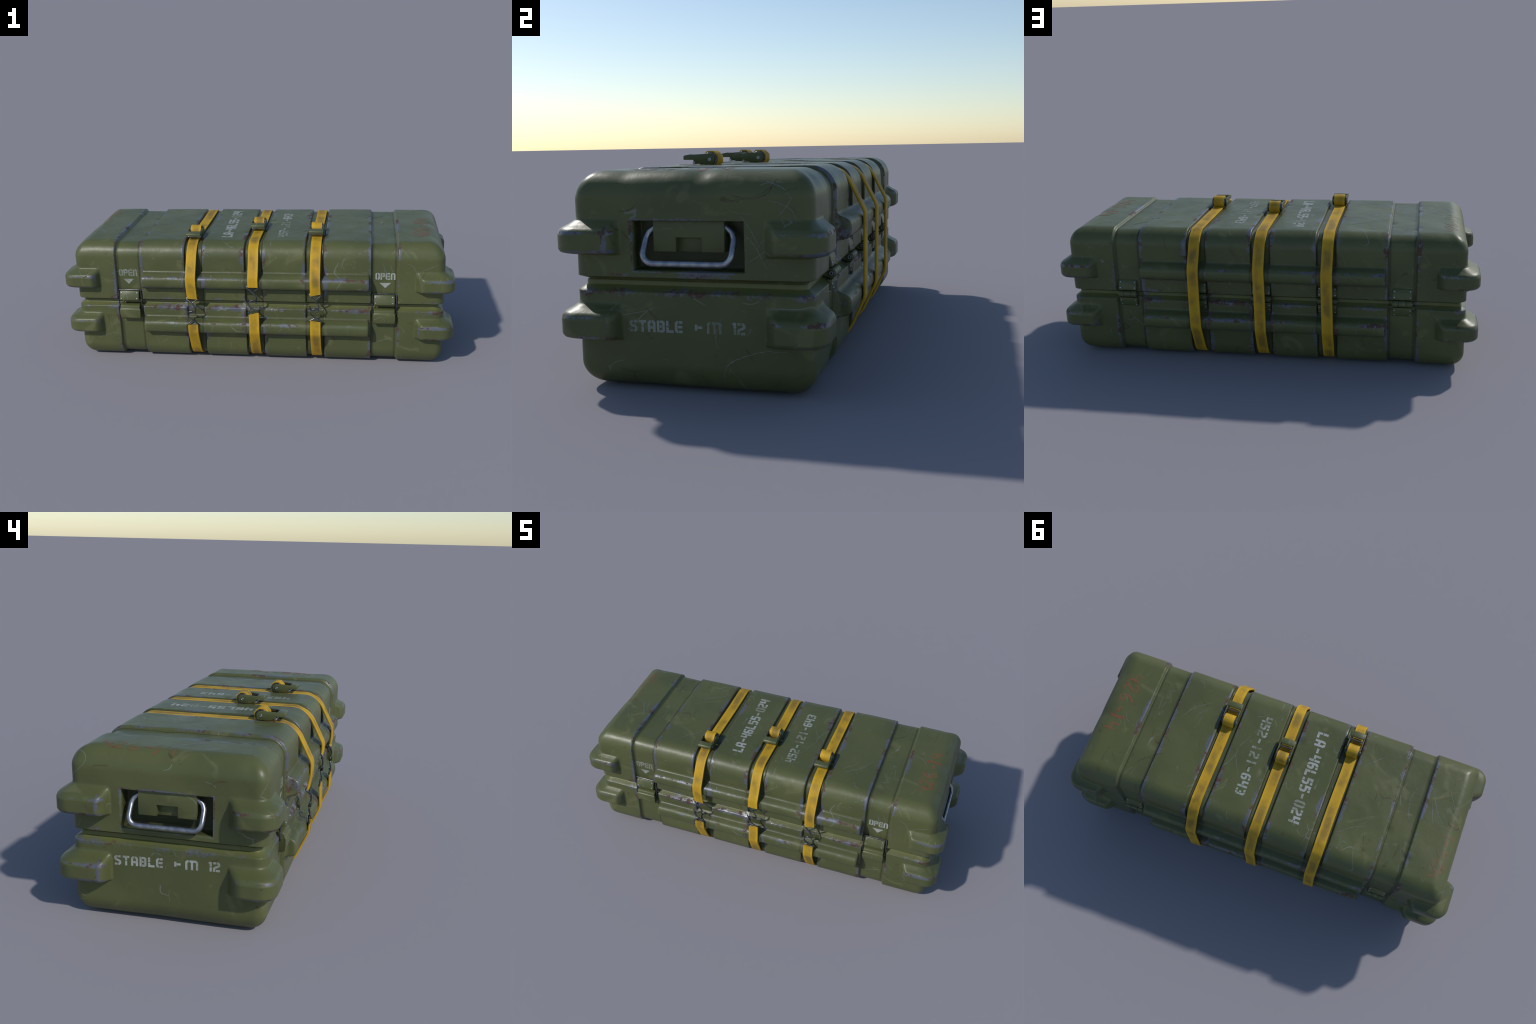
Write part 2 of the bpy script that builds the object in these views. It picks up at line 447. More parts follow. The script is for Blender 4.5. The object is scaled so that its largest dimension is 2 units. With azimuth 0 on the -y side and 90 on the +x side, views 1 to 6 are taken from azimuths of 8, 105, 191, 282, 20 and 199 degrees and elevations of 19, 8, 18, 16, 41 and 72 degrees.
# sunken bands beside the end caps and strap channels; walls lean inward away from top and bottom
m_band = sstep(0.587, 0.594, ax) * (1 - sstep(0.7125, 0.7250, ax))
m_groove = np.zeros_like(x)
for g in GROOVES:
    m_groove = np.maximum(m_groove, 1 - sstep(0.0408, 0.0485, np.abs(x-g)))
SINK = 0.0128
disp = -SINK*np.maximum(m_band, m_groove)
# long rails
rail = table(z, [(.1480, -.05), (.1575, -.04), (.1585, .0), (.1610, .016), (.1640, .030), (.169, .0385), (.177, .0432), (.188, .0455), (.200, .0458), (.211, .0446),
                 (.2190, .0412), (.2255, .0362), (.2310, .028), (.2352, .0175), (.2388, .0085), (.2430, .0030), (.2490, 0.0), (.2505, -.05),
                 (.4035, -.05), (.4045, 0.0), (.4070, .016), (.4103, .029), (.4155, .0380), (.424, .0430), (.434, .0455), (.446, .0458), (.456, .0448),
                 (.4640, .0420), (.4705, .0365), (.4758, .028), (.4800, .0175), (.4837, .0085), (.4880, .0030), (.4940, 0.0), (.4955, -.05)], 0.0014)
m_rail = 1 - sstep(0.5775, 0.5885, ax)
on_side = np.abs(NRM[:, 1]) > 0.9
rail = np.where(on_side, -.05 + (rail+.05)*m_rail, -.05)
is_rail = on_side & (rail > disp + 1e-4) & (rail > 0.0005)
disp = np.maximum(disp, rail)
# neck between lid and base, with the parting line in it
neck = table(z, [(.2910, .06), (.2925, .0), (.2975, -.0070), (.3095, -.0255), (.3236, -.0265), (.3246, -.0330),
                 (.3264, -.0330), (.3274, -.0250), (.3362, -.0020), (.3385, .06)], 0.0009)
disp = np.where(np.abs(NRM[:, 2]) < 0.3, np.minimum(disp, neck), disp)
# recess for the carrying handle in both ends
on_end = np.abs(NRM[:, 0]) > 0.999
yc = y + 0.002
rec = (1 - np.clip((np.abs(yc) - 0.1640)/0.0030, 0, 1)) * np.clip((z-0.3555)/0.0030, 0, 1) * (1-np.clip((z-0.4965)/0.0030, 0, 1))
disp = np.where(on_end, disp - 0.058*rec, disp)
# dents and slow waviness of rolled sheet
def wave(f, ph): return np.sin(f[0]*x+ph)*np.sin(f[1]*y+ph*1.7+.4)*np.sin(f[2]*z+ph*.6+.9)
disp = disp + 0.0009*wave((9, 13, 21), 0.3) + 0.0005*wave((27, 31, 29), 1.9)
def dent(c, r, d):
    q = ((x-c[0])/r[0])**2 + ((y-c[1])/r[1])**2 + ((z-c[2])/r[2])**2
    return -d*np.exp(-q)
for c, r, d in [((.91, .03, .63), (.05, .030, .05), .0050), ((-.045, -.16, .64), (.022, .018, .05), .0050), ((.068, .05, .64), (.012, .020, .05), .0045),
                ((-.60, .11, .64), (.015, .020, .05), .0040), ((-.72, .21, .64), (.016, .016, .05), .0035), ((-.90, -.30, .60), (.035, .035, .035), .0050),
                ((.90, -.31, .585), (.035, .03, .03), .0045), ((-.86, .30, .61), (.035, .030, .03), .0045), ((-.52, -.415, .44), (.020, .04, .030), .0040),
                ((-.90, .02, .60), (.04, .05, .04), .0030), ((-.92, -.28, .53), (.04, .03, .03), .0030), ((.64, .37, .62), (.03, .05, .03), .0020),
                ((.33, -.42, .20), (.02, .04, .02), .0020), ((.91, -.20, .63), (.03, .03, .04), .0028), ((.86, .33, .60), (.035, .03, .03), .0035)]:
    disp = disp + dent(c, r, d)
SHELL = BASE + NRM*disp[:, None]

# corner bumpers: the same skin pushed out to a larger rounded outline
XB, WB, RB = 1.000, 0.4030, 0.062
sx, sy = np.sign(x), np.sign(y)
off = np.where(x > 0, 0.009, -0.010)
yy = (y - off)*sy
mx_ = sstep(0.806, 0.825, ax); my_ = sstep(0.212, 0.234, yy)
bz = np.maximum(table(z, [(.1510, 0), (.1525, .50), (.1590, .90), (.1680, 1), (.214, 1), (.2255, .93), (.2325, .80), (.2425, .40), (.2540, .05), (.260, 0)], .0014),
                table(z, [(.4010, 0), (.4025, .50), (.4090, .90), (.4180, 1), (.461, 1), (.4720, .93), (.4785, .80), (.4885, .40), (.5000, .05), (.506, 0)], .0014))
mb = mx_*my_*bz*(np.abs(NRM[:, 2]) < 0.05)
nxy = NRM[:, :2]/np.maximum(1e-9, np.linalg.norm(NRM[:, :2], axis=1))[:, None]
bx = np.where(ax > X-R-1e-9, XB-RB + RB*np.abs(nxy[:, 0]), np.interp(ax, [.806, X-R], [.806, XB-RB]))
by = np.where(ay > W-R-1e-9, WB-RB + RB*np.abs(nxy[:, 1]), np.interp(ay, [.212, W-R], [.212, WB-RB]))
bx = np.where(np.abs(nxy[:, 1]) > 0.9999, np.interp(ax, [.806, X-R], [.806, XB-RB]), bx)
by = np.where(np.abs(nxy[:, 0]) > 0.9999, np.interp(ay, [.212, W-R], [.212, WB-RB]), by)
BUMP = np.stack([bx*sx, by*sy, z], axis=1)
for c, r, d in [((.885, -.44, .19), (.02, .05, .03), .004), ((-.94, -.42, .45), (.03, .05, .02), .002)]:
    BUMP[:, 1] += np.where(y < 0, -dent(c, r, d), 0)
SHELL = SHELL + (BUMP - SHELL)*mb[:, None]

SHELL[:, 1] += YC
SHELL[:, 0] += 0.004*(1-mb)*sstep(0.85, 0.92, ax)
SHELL[:, 2] = np.maximum(SHELL[:, 2], 0.0)
# whole-body normals, then split by region into parts that share border vertices
full = bpy.data.meshes.new('whole_body')
full.vertices.add(len(SHELL)); full.vertices.foreach_set("co", SHELL.astype(np.float32).ravel())
full.loops.add(FACES.size); full.loops.foreach_set("vertex_index", FACES.astype(np.int32).ravel())
full.polygons.add(len(FACES)); full.polygons.foreach_set("loop_start", np.arange(0, FACES.size, 4, dtype=np.int32))
full.update(calc_edges=True)
VN = np.zeros(len(SHELL)*3, dtype=np.float32)
full.vertex_normals.foreach_get("vector", VN); VN = VN.reshape(-1, 3)
bpy.data.meshes.remove(full)

fc = SHELL[FACES].mean(axis=1)
fb = (mb[FACES].mean(axis=1) > 0.04)
fr = is_rail[FACES].mean(axis=1) > 0.6
top = P0[FACES][:, :, 2].mean(axis=1) > SEAM
def take(mask, name):
    F = FACES[mask]
    used, inv = np.unique(F, return_inverse=True)
    return mesh_np(name, SHELL[used], inv.reshape(F.shape), [M_CASE], root, True, VN[used])
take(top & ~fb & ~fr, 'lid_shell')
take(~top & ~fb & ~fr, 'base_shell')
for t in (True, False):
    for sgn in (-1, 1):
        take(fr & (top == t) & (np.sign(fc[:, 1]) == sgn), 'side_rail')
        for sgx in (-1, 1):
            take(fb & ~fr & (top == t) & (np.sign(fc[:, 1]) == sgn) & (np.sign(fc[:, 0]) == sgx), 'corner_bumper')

# ------------------------------------------------------------------ straps
TH = 0.0085; SW = 0.0265
def offset_path(pts, d):
    out = []
    for i, p in enumerate(pts):
        a = pts[max(i-1, 0)]; b = pts[min(i+1, len(pts)-1)]
        t = Vector((b[0]-a[0], b[1]-a[1])); t.normalize()
        out.append((p[0] + t.y*d, p[1] - t.x*d))
    return out

def strap_path(z_up, y_up, z_lo, y_lo):
    """inner face of the webbing in (y,z), from the upper front end over the top and round underneath"""
    a = [(y_up, z_up)]
    if z_up < 0.425: a.append((-.4080+YC, .430))
    half = [(.4080, .4765), (.3530, .584), (.3300, .6090), (.285, .6295)]
    low = [(.4080, .179), (.3600, .0735), (.336, .038), (.286, .0125)]
    a += [(YC-p, q) for p, q in half] + [(YC+p, q) for p, q in half[::-1]] + [(YC+p, q) for p, q in low] + [(YC-p, q) for p, q in low[::-1]]
    if z_lo > 0.205: a.append((y_lo, z_lo))
    return a

STRAPS = [(-0.3155, .3600, -.384, .2190, -.3985), (0.0010, .4310, -.3950, .2860, -.3920), (0.3145, .3940, -.390, .2520, -.3960)]
TILT = [(-.002, .000), (.000, .0075), (.0055, -.004)]
for (xc, zu, yu, zl, yl), (tu, tl) in zip(STRAPS, TILT):
    path = [(p.x, p.y) for p in round_path([Vector((q[0], q[1], 0)) for q in strap_path(zu, yu, zl, yl)], 0.010, 3)]
    op = []
    step = []
    for a, b in zip(path, path[1:]):        # resample so that the webbing can sag a little
        n = max(1, int(math.hypot(b[0]-a[0], b[1]-a[1])/0.02))
        for k in range(n): op.append((a[0]+(b[0]-a[0])*k/n, a[1]+(b[1]-a[1])*k/n))
    op.append(path[-1])
    outer = offset_path(op, -TH)
    B = Builder()
    sec = [(-SW, .25), (-SW, .75), (-SW+.0015, 1), (-SW*.4, 1), (SW*.4, 1), (SW-.0015, 1), (SW, .75), (SW, .25), (SW-.0015, 0), (-SW+.0015, 0)]
    V, F = [], []
    L = len(op)
    for i in range(L):
        drift = 0.0012*math.sin(i*0.23 + xc*9)
        e0 = max(0, 1 - i/4.0); e1 = max(0, 1 - (L-1-i)/4.0)
        for sx_, t in sec:
            zt = (tu*e0 + tl*e1)*sx_/SW
            V.append((xc + drift + sx_, op[i][0]+(outer[i][0]-op[i][0])*t, op[i][1]+(outer[i][1]-op[i][1])*t + zt))
    n = len(sec)
    for i in range(L-1):
        for k in range(n):
            F.append((i*n+k, i*n+(k+1) % n, (i+1)*n+(k+1) % n, (i+1)*n+k))
    F.append(tuple(range(n))); F.append(tuple(range(L*n-1, L*n-n-1, -1)))
    B.add(V, F, 0, True)
    strap = B.obj('webbing_strap', [M_STRAP], root)
    # S-hooks that close the strap at the front
    xj, zj = xc - .0005, {0: .2915, 1: .3570, 2: .3185}[[q[0] for q in STRAPS].index(xc)]
    hu, hl = zu - zj, zl - zj
    yj = -.3980
    def hook(pts, leg):
        B = Builder()
        ctrl = [Vector((xj+a, yj+c, zj+b)) for a, b, c in pts]
        B.tube(round_path(ctrl, 0.010, 5), 0.0035, 10)
        B.tube([Vector((xj+a, yj+c, zj+b)) for a, b, c in leg], 0.0035, 10)
        return B.obj('wire_hook', [M_WIRE], strap)
    yu_, yl_ = yu - .004 - yj, yl - .004 - yj
    hook([(.020, hu+.004, yu_+.004), (-.029, hu+.004, yu_+.004), (-.030, hu-.003, yu_), (0, .047, -.004), (.016, .025, -.003), (.0195, .010, -.001), (.012, -.003, .003), (-.002, -.0065, .004), (-.019, -.005, -.003),
          (-.0265, .004, -.008), (-.026, .017, -.010)],
         [(.020, hu+.004, yu_+.004), (.029, hu+.003, yu_+.002), (.029, hu-.003, yu_), (.001, .046, .002)])
    hook([(-.020, hl-.004, yl_+.004), (.028, hl-.004, yl_+.004), (.028, hl+.004, yl_), (0, -.047, -.004), (-.017, -.033, -.004), (-.025, -.020, -.003), (-.024, -.007, -.002), (-.015, 0, -.001), (0, .003, -.004), (.0125, -.003, .001),
          (.0165, -.015, .003)],
         [(-.020, hl-.004, yl_+.004), (-.029, hl-.003, yl_+.002), (-.029, hl+.003, yl_), (-.001, -.048, .002)])

# ------------------------------------------------------------------ ratchet buckles
def buckle(xc, yc):
    zc = 0.6605
    def L(p): return [(yc+a, zc+b) for a, b in p]
    side = [(-.0985, -.0010), (-.0985, .0130), (-.066, .0165), (-.030, .0190), (.000, .0195), (.010, .0170), (.0170, .0095), (.0190, .0),
            (.0170, -.0100), (.0110, -.0180), (-.034, -.0185), (-.062, -.0065), (-.062, -.0015)]
    B = Builder()
    for s in (-1, 1):
        a, b = sorted((xc + s*.0330, xc + s*.0372))
        B.prism_x(L(side), a, b)
    grip = [(-.0995, .0010), (-.0995, .0105), (-.0955, .0150), (-.071, .0185), (-.066, .0165), (-.066, .0105), (-.070, .0060), (-.090, .0010)]
    B.prism_x(L(grip), xc-.0365, xc+.0365)
    fr = B.obj('ratchet_buckle', [M_PART], root, bevel=0.0012, seg=2)
    B = Builder()
    B.cyl_x(yc, zc, .0320, xc-.0268, xc+.0268, 8, 0, .0262, math.pi/8)
    roll = B.obj('strap_roll', [M_STRAP], fr, bevel=0.0)
    roll.data.set_sharp_from_angle(angle=math.radians(60))
    B = Builder()
    B.cyl_x(yc, zc, .0255, xc-.0305, xc+.0305, 20)
    for s in (-1, 1):
        a, b = sorted((xc+s*.0292, xc+s*.0325))
        teeth = []
        for i in range(24):
            r = .0268 if i % 2 else .0238
            teeth.append((yc + r*math.cos(2*math.pi*i/24), zc + r*math.sin(2*math.pi*i/24)))
        B.prism_x(teeth, a, b)
        B.prism_x(L([(-.064, .0085), (-.064, .0155), (-.020, .0165), (-.020, .0085)]), a, b)
    B.obj('ratchet_spool', [M_WIRE], fr, bevel=0.0005, seg=1)
    B = Builder()
    for s in (-1, 1):
        a, b = sorted((xc+s*.0365, xc+s*.0392))
        B.cyl_x(yc, zc-.0005, .0062, a, b, 16, 0, .0030)
        a, b = sorted((xc+s*.030, xc+s*.0378))
        B.cyl_x(yc, zc-.0005, .0036, a, b, 12)
        B.cyl_x(yc-.061, zc-.0125, .0050, min(xc+s*.026, xc+s*.034), max(xc+s*.026, xc+s*.034), 14)
    B.cyl_x(yc-.061, zc-.0130, .0040, xc-.030, xc+.030, 14)
    B.obj('axle_bolt', [M_STEEL], fr, bevel=0.0005, seg=1)

buckle(-.3140, -.1885); buckle(-.0020, -.0345); buckle(.3095, -.1265)

# ------------------------------------------------------------------ front latches
def latch(xc):
    c = [(-.334, .309), (-.356, .3065), (-.3655, .3015), (-.3668, .2890), (-.3715, .2840), (-.3725, .2620), (-.3690, .2370), (-.3620, .2285), (-.334, .2275)]
    B = Builder()
    wid = [.0505, .0520, .0520, .0520, .0555, .0560, .0535, .0480, .0480]
    n = len(c)
    V = [(xc-w, q[0], q[1]) for q, w in zip(c, wid)] + [(xc+w, q[0], q[1]) for q, w in zip(c, wid)]
    F = [tuple(range(n)), tuple(range(2*n-1, n-1, -1))] + [(i, n+i, n+(i+1) % n, (i+1) % n) for i in range(n)]
    B.add(V, F)
    ob = B.obj('latch_catch', [M_PART], root, bevel=0.0022, seg=3, angle=20)
    B = Builder()
    pl = [(-.334, .3830), (-.3515, .3825), (-.3545, .3790), (-.3600, .3680), (-.3655, .3540), (-.3690, .3390), (-.3685, .3345), (-.3640, .3335), (-.334, .3335)]
    B.prism_x(pl, xc-.0505, xc+.0505)
    B.obj('strike_plate', [M_PART], ob, bevel=0.0016, seg=2, angle=20)
    B = Builder()
    for sx_ in (-1, 1):
        B.dome((xc+sx_*.0420, -.3580, .3725), (0, -1, .42), .0042, .0024)
        B.dome((xc+sx_*.0410, -.3678, .3440), (0, -1, .22), .0042, .0024)
    B.obj('rivet', [M_STEEL], ob)
    B = Builder()
    w = .0595
    pts = [(xc-w+.010, -.352, .2790), (xc-w, -.3500, .2830), (xc-w, -.3500, .3878), (xc+w, -.3500, .3878), (xc+w, -.3500, .2830), (xc+w-.010, -.352, .2790)]
    B.tube(round_path(pts, 0.011, 6), 0.0034, 12)
    B.obj('wire_bail', [M_WIRE], ob)
latch(-.6555); latch(.6555)

# ------------------------------------------------------------------ rear hinges
def hinge(xc):
    hw = .0440
    up = [(.350, .3900), (.3600, .3890), (.3645, .3830), (.3710, .3690), (.3755, .3530), (.3765, .3410), (.350, .3400)]
    lo = [(.350, .3030), (.3765, .3020), (.3755, .2890), (.3715, .2730), (.3645, .2610), (.3600, .2555), (.350, .2550)]
    B = Builder(); B.prism_x(up, xc-hw, xc+hw)
    ob = B.obj('hinge_leaf', [M_PART], root, bevel=0.0015, seg=2, angle=20)
    B = Builder(); B.prism_x(lo, xc-hw, xc+hw)
    B.obj('hinge_leaf', [M_PART], ob, bevel=0.0015, seg=2, angle=20)
    B = Builder()
    ks = [-hw-.001, -.018, .018, hw+.001]
    for a, b in zip(ks, ks[1:]):
        B.cyl_x(.3740, .3215, .0150, xc+a+.0006, xc+b-.0006, 20)
    B.box((xc-hw, .340, .3125), (xc+hw, .370, .3320))
    B.obj('hinge_barrel', [M_PART], ob, bevel=0.0009, seg=2)
    B = Builder()
    for s in (-1, 1):
        a, b = sorted((xc+s*(hw-.002), xc+s*(hw+.0022)))
        B.cyl_x(.3740, .3215, .0100, a, b, 16, 1)
        a, b = sorted((xc+s*hw, xc+s*(hw+.0034)))
        B.cyl_x(.3740, .3215, .0066, a, b, 16, 0, .0036)
    B.obj('hinge_pin', [M_STEEL, M_DARK], ob, bevel=0.0004, seg=1)
    B = Builder()
    for sx_ in (-1, 1):
        B.dome((xc+sx_*.0360, .3660, .3800), (0, 1, .48), .0043, .0026)
        B.dome((xc+sx_*.0360, .3753, .3525), (0, 1, .18), .0043, .0026)
        B.dome((xc+sx_*.0360, .3752, .2880), (0, 1, -.18), .0043, .0026)
        B.dome((xc+sx_*.0360, .3660, .2635), (0, 1, -.48), .0043, .0026)
    B.obj('rivet', [M_STEEL], ob)
for xc in (-.656, -.3115, .001, .3125, .6615): hinge(xc)

# ------------------------------------------------------------------ end handles
def end_handle(s):
    B = Builder()
    x0, x1 = s*.880, s*.9355
    y0, y1, n0, n1 = -.0985, .1145, -.0300, .0470
    # mounting block hanging from the roof of the recess, notched below
    out = [(y0, .4990), (y1, .4990), (y1, .4100), (n1, .4100), (n1, .4510), (n0, .4510), (n0, .4100), (y0, .4100)]
    n = len(out)
    V = [(x0, a, b) for a, b in out] + [(x1, a, b) for a, b in out]
    F = [(0, 7, 6, 5), (0, 5, 4, 1), (1, 4, 3, 2)]
    F = [tuple(f) for f in F] + [tuple(i+n for i in f[::-1]) for f in F]
    F += [(i, n+i, n+(i+1) % n, (i+1) % n) for i in range(n)]
    B.add(V, F)
    B.box((min(x0, s*.9130), n0-.002, .4080), (max(x0, s*.9130), n1+.002, .4520))
    ob = B.obj('handle_mount', [M_PART], root, bevel=0.0016, seg=2)
    B = Builder()
    yl, yr = -.1235, .1415
    xt, xb = s*.9180, s*.9610
    def hx_(zz): return xt + (xb-xt)*(.4860-zz)/(.4860-.3810)
    def side(ye, yo, inward):
        d = 1 if inward > 0 else -1
        return [(xt, ye, .4860), (xt+s*.001, yo+d*.026, .4800), (xt+s*.004, yo+d*.007, .4650), (xt+s*.011, yo, .4480),
                (xb-s*.004, yo, .4060), (xb-s*.001, yo+d*.005, .3920), (xb, yo+d*.017, .3815), (xb, yo+d*.030, .3790)]
    pts = side(-.0780, yl, 1) + side(.0950, yr, -1)[::-1]
    B.tube(round_path(pts, 0.005, 2), 0.0095, 10)
    B.obj('carry_handle', [M_BAIL], ob)
end_handle(1); end_handle(-1)

# ------------------------------------------------------------------ lettering
# stencil alphabet as pen strokes on a 6 x 10 grid, broken by the stencil bridges
def half_o(l): return [(l(2.55), 9), (l(1.95), 9), (l(1.05), 8), (l(1.05), 2), (l(1.95), 1), (l(2.55), 1)]
idt = lambda v: v
mir = lambda v: 6 - v
GLYPH = {
 'O': [half_o(idt), half_o(mir)],
 '0': [half_o(idt), half_o(mir)],
 'P': [[(1, 0), (1, 10)], [(2.3, 9), (4.2, 9), (5, 8.2), (5, 5.7), (4.2, 4.9), (2.3, 4.9)]],
 'E': [[(2.5, 9), (1.9, 9), (1, 8), (1, 2), (1.9, 1), (2.5, 1)], [(3.0, 9), (5.7, 9)], [(2.3, 5), (5.5, 5)], [(3.0, 1), (5.7, 1)]],
 'N': [[(1, 0), (1, 8), (1.9, 9), (2.4, 9)], [(3.0, 9), (4.1, 9), (5, 8), (5, 0)]],
 'S': [[(5.6, 9), (3.5, 9)], [(2.9, 9), (1.9, 9), (1, 8.2), (1, 6.5), (1.8, 5.6), (4.2, 4.5), (5, 3.6), (5, 1.9), (4.2, 1), (3.3, 1)], [(2.7, 1), (.4, 1)]],
 'T': [[(.2, 9), (5.8, 9)], [(3, 7.9), (3, 5.3)], [(3, 4.6), (3, 0)]],
 'A': [[(1, 0), (1, 8), (1.9, 9), (2.5, 9)], [(5, 0), (5, 8), (4.1, 9), (3.1, 9)], [(2.1, 4), (3.9, 4)]],
 'B': [[(1, 0), (1, 10)], [(2.2, 9), (4.2, 9), (5, 8.2), (5, 6), (4.3, 5.2)], [(2.2, 5), (3.5, 5)], [(4.3, 4.8), (5, 4), (5, 1.8), (4.2, 1), (2.2, 1)]],
 'L': [[(1, 10), (1, 5.3)], [(1, 4.6), (1, 1), (5.5, 1)]],
 'M': [[(1, 0), (1, 8), (2.0, 9), (2.9, 9)], [(3.6, 9), (5.6, 9), (5.6, 0)], [(6.5, 9), (8.6, 9), (9.7, 8), (9.7, 0)]],
 '1': [[(1.4, 9), (3, 9), (3, 5.3)], [(3, 4.6), (3, 0)]],
 '2': [[(.4, 9), (2.5, 9)], [(3.1, 9), (4.1, 9), (5, 8.1), (5, 6.4), (4.2, 5.5), (1.9, 4.4), (1, 3.5), (1, 0)], [(2.5, 1), (5.7, 1)]],
 '3': [[(.5, 9), (2.5, 9)], [(3.1, 9), (4.1, 9), (5, 8.2), (5, 6), (4.4, 5.3)], [(2.2, 5), (3.6, 5)], [(4.4, 4.7), (5, 4), (5, 1.9), (4.1, 1), (3.1, 1)], [(2.5, 1), (.5, 1)]],
 '4': [[(1, 10), (1, 4.6), (3.6, 4.6)], [(5, 10), (5, 5.0)], [(5, 4.4), (5, 0)]],
 '5': [[(5.6, 9), (3.5, 9)], [(2.9, 9), (1, 9), (1, 5.6), (4.1, 5.6), (5, 4.7), (5, 1.9), (4.1, 1), (3.3, 1)], [(2.7, 1), (.4, 1)]],
 '6': [[(5.5, 9), (3.4, 9)], [(2.8, 9), (1.9, 9), (1, 8), (1, 2), (1.9, 1), (2.6, 1)], [(3.2, 1), (4.1, 1), (5, 2), (5, 4.3), (4.2, 5.2), (2.2, 5.2)]],
 '-': [[(.8, 5), (5.2, 5)]],
 '>': [[(1.2, 7.6), (1.2, 2.6)], [(2.3, 5.1), (3.4, 5.1)], [(3.4, 5.1), (5.6, 5.1)]],
 ' ': [],
}
HAND = {
 '4': [[(.6, 10), (.2, 5.2), (1.0, 4.4), (4.6, 4.6)], [(4.2, 7.8), (3.6, 3.6), (3.9, 0)]],
 '2': [[(.6, 7.6), (1.3, 9.4), (2.8, 10), (4.2, 9.2), (4.4, 7.4), (3.2, 4.8), (1.2, 1.8), (.4, .3), (2.4, .8), (4.8, .4)]],
 '6': [[(4.4, 10), (2.6, 8.6), (1.2, 6.2), (.7, 3.4), (1.1, 1.1), (2.6, .1), (4.2, .8), (4.6, 2.6), (3.6, 4.0), (2.0, 3.7), (1.0, 2.4)]],
 '-': [[(.6, 4.4), (3.8, 4.2)]],
 '1': [[(1.0, 8.0), (2.6, 10), (2.4, 5), (2.5, .4)], [(.8, .4), (2.3, .6)]],
}

def stroke_strip(pts, half, seg, square=True):
    """centre line -> list of (left, right) pairs with mitred corners"""
    P = [Vector((p[0], p[1], 0)) for p in pts]
    Q = [P[0]]
    for a, b in zip(P, P[1:]):
        n = max(1, int((b-a).length/seg))
        for k in range(1, n+1): Q.append(a + (b-a)*k/n)
    out = []
    for i, p in enumerate(Q):
        a = (p - Q[i-1]).normalized() if i else None
        b = (Q[i+1] - p).normalized() if i < len(Q)-1 else None
        if a is None: a = b
        if b is None: b = a
        t = (a+b).normalized()
        nrm = Vector((-t.y, t.x, 0))
        k = half/max(0.5, math.sqrt(max(0.0, (1 + a.dot(b))/2)))
        out.append((p + nrm*k, p - nrm*k))
    return out

def lettering(name, text, place, height, advance, mat, glyphs, half, gw=6.0, width=None, pos=None):
    """place(u, v, lift) -> point on the case; u runs along the line, v up"""
    B = Builder()
    us = height/10.0
    uw = (width if width else height*0.62)/gw
    layer = 0
    for i, ch in enumerate(text):
        u0 = pos[i] if pos else i*advance
        for st in glyphs[ch]:
            strip = stroke_strip([(a*uw/us, b) for a, b in st], half, 1.0)
            lift = 0.00045 + 0.00006*(layer % 5); layer += 1
            V, F = [], []
            for l, r in strip:
                for q in (l, r):
                    u, v = u0 + q.x*us, q.y*us
                    V.append(place(u, v, lift)); V.append(place(u, v, -0.0012))
            for k in range(len(strip)-1):
                a, b = k*4, k*4+4
                F += [(a, b, b+2, a+2), (a+1, a+3, b+3, b+1), (a, a+1, b+1, b), (a+2, b+2, b+3, a+3)]
            F += [(0, 2, 3, 1), (len(V)-4, len(V)-3, len(V)-1, len(V)-2)]
            B.add(V, F)
    ob = B.obj(name, [mat], root)
    return ob

# find points of the finished skin under the letters
from mathutils.bvhtree import BVHTree
def patch_tree(mask):
    F = FACES[mask]; used, inv = np.unique(F, return_inverse=True)
    return BVHTree.FromPolygons([tuple(p) for p in SHELL[used].tolist()], inv.reshape(F.shape).tolist())
T_TOP = patch_tree((fc[:, 2] > 0.58))
T_FRONT = patch_tree((fc[:, 1] < -0.30) & (np.abs(fc[:, 0]) > 0.58) & (np.abs(fc[:, 0]) < 0.74) & (fc[:, 2] > 0.38) & (fc[:, 2] < 0.54))
T_END = patch_tree((np.abs(fc[:, 0]) > 0.92) & (fc[:, 2] < 0.29) & (fc[:, 2] > 0.14))
def on_top(xx, yy_, lift):
    h = T_TOP.ray_cast(Vector((xx, yy_, 1)), Vector((0, 0, -1)))
    return h[0] + h[1]*lift if h[1].z > 0 else h[0] - h[1]*lift
def on_front(xx, zz, lift):
    h = T_FRONT.ray_cast(Vector((xx, -1, zz)), Vector((0, 1, 0)))
    return h[0] + Vector((0, -1, 0))*lift
def on_endf(s, yy_, zz, lift):
    h = T_END.ray_cast(Vector((s*2, yy_, zz)), Vector((-s, 0, 0)))
    return h[0] + Vector((s, 0, 0))*lift

for xa in (-.7085, .6095):
    mat = M_WHITE if xa < 0 else M_BRIGHT
    lettering('stencil_lettering', 'OPEN', lambda u, v, l, xa=xa: on_front(xa+u, .4590+v, l), .0355, .0252, mat, GLYPH, 1.08, width=.0228)
    B = Builder()
    xm = xa + .0495
    tri = [(-.0275, .4420), (.0275, .4420), (0, .4150)]
    rows = 6
    V, F = [], []
    for lift in (.0009, -.0012):
        for k in range(rows+1):
            t = k/rows
            wz = .4420 + (.4150-.4420)*t; hw = .0275*(1-t) + .0003
            V += [on_front(xm-hw, wz, lift), on_front(xm+hw, wz, lift)]
    n = 2*(rows+1)
    for k in range(rows):
        F += [(2*k, 2*k+1, 2*k+3, 2*k+2), (n+2*k, n+2*k+2, n+2*k+3, n+2*k+1), (2*k, 2*k+2, n+2*k+2, n+2*k), (2*k+1, n+2*k+1, n+2*k+3, 2*k+3)]
    F += [(0, n, n+1, 1)]
    B.add(V, F)
    B.obj('stencil_arrow', [mat], root)

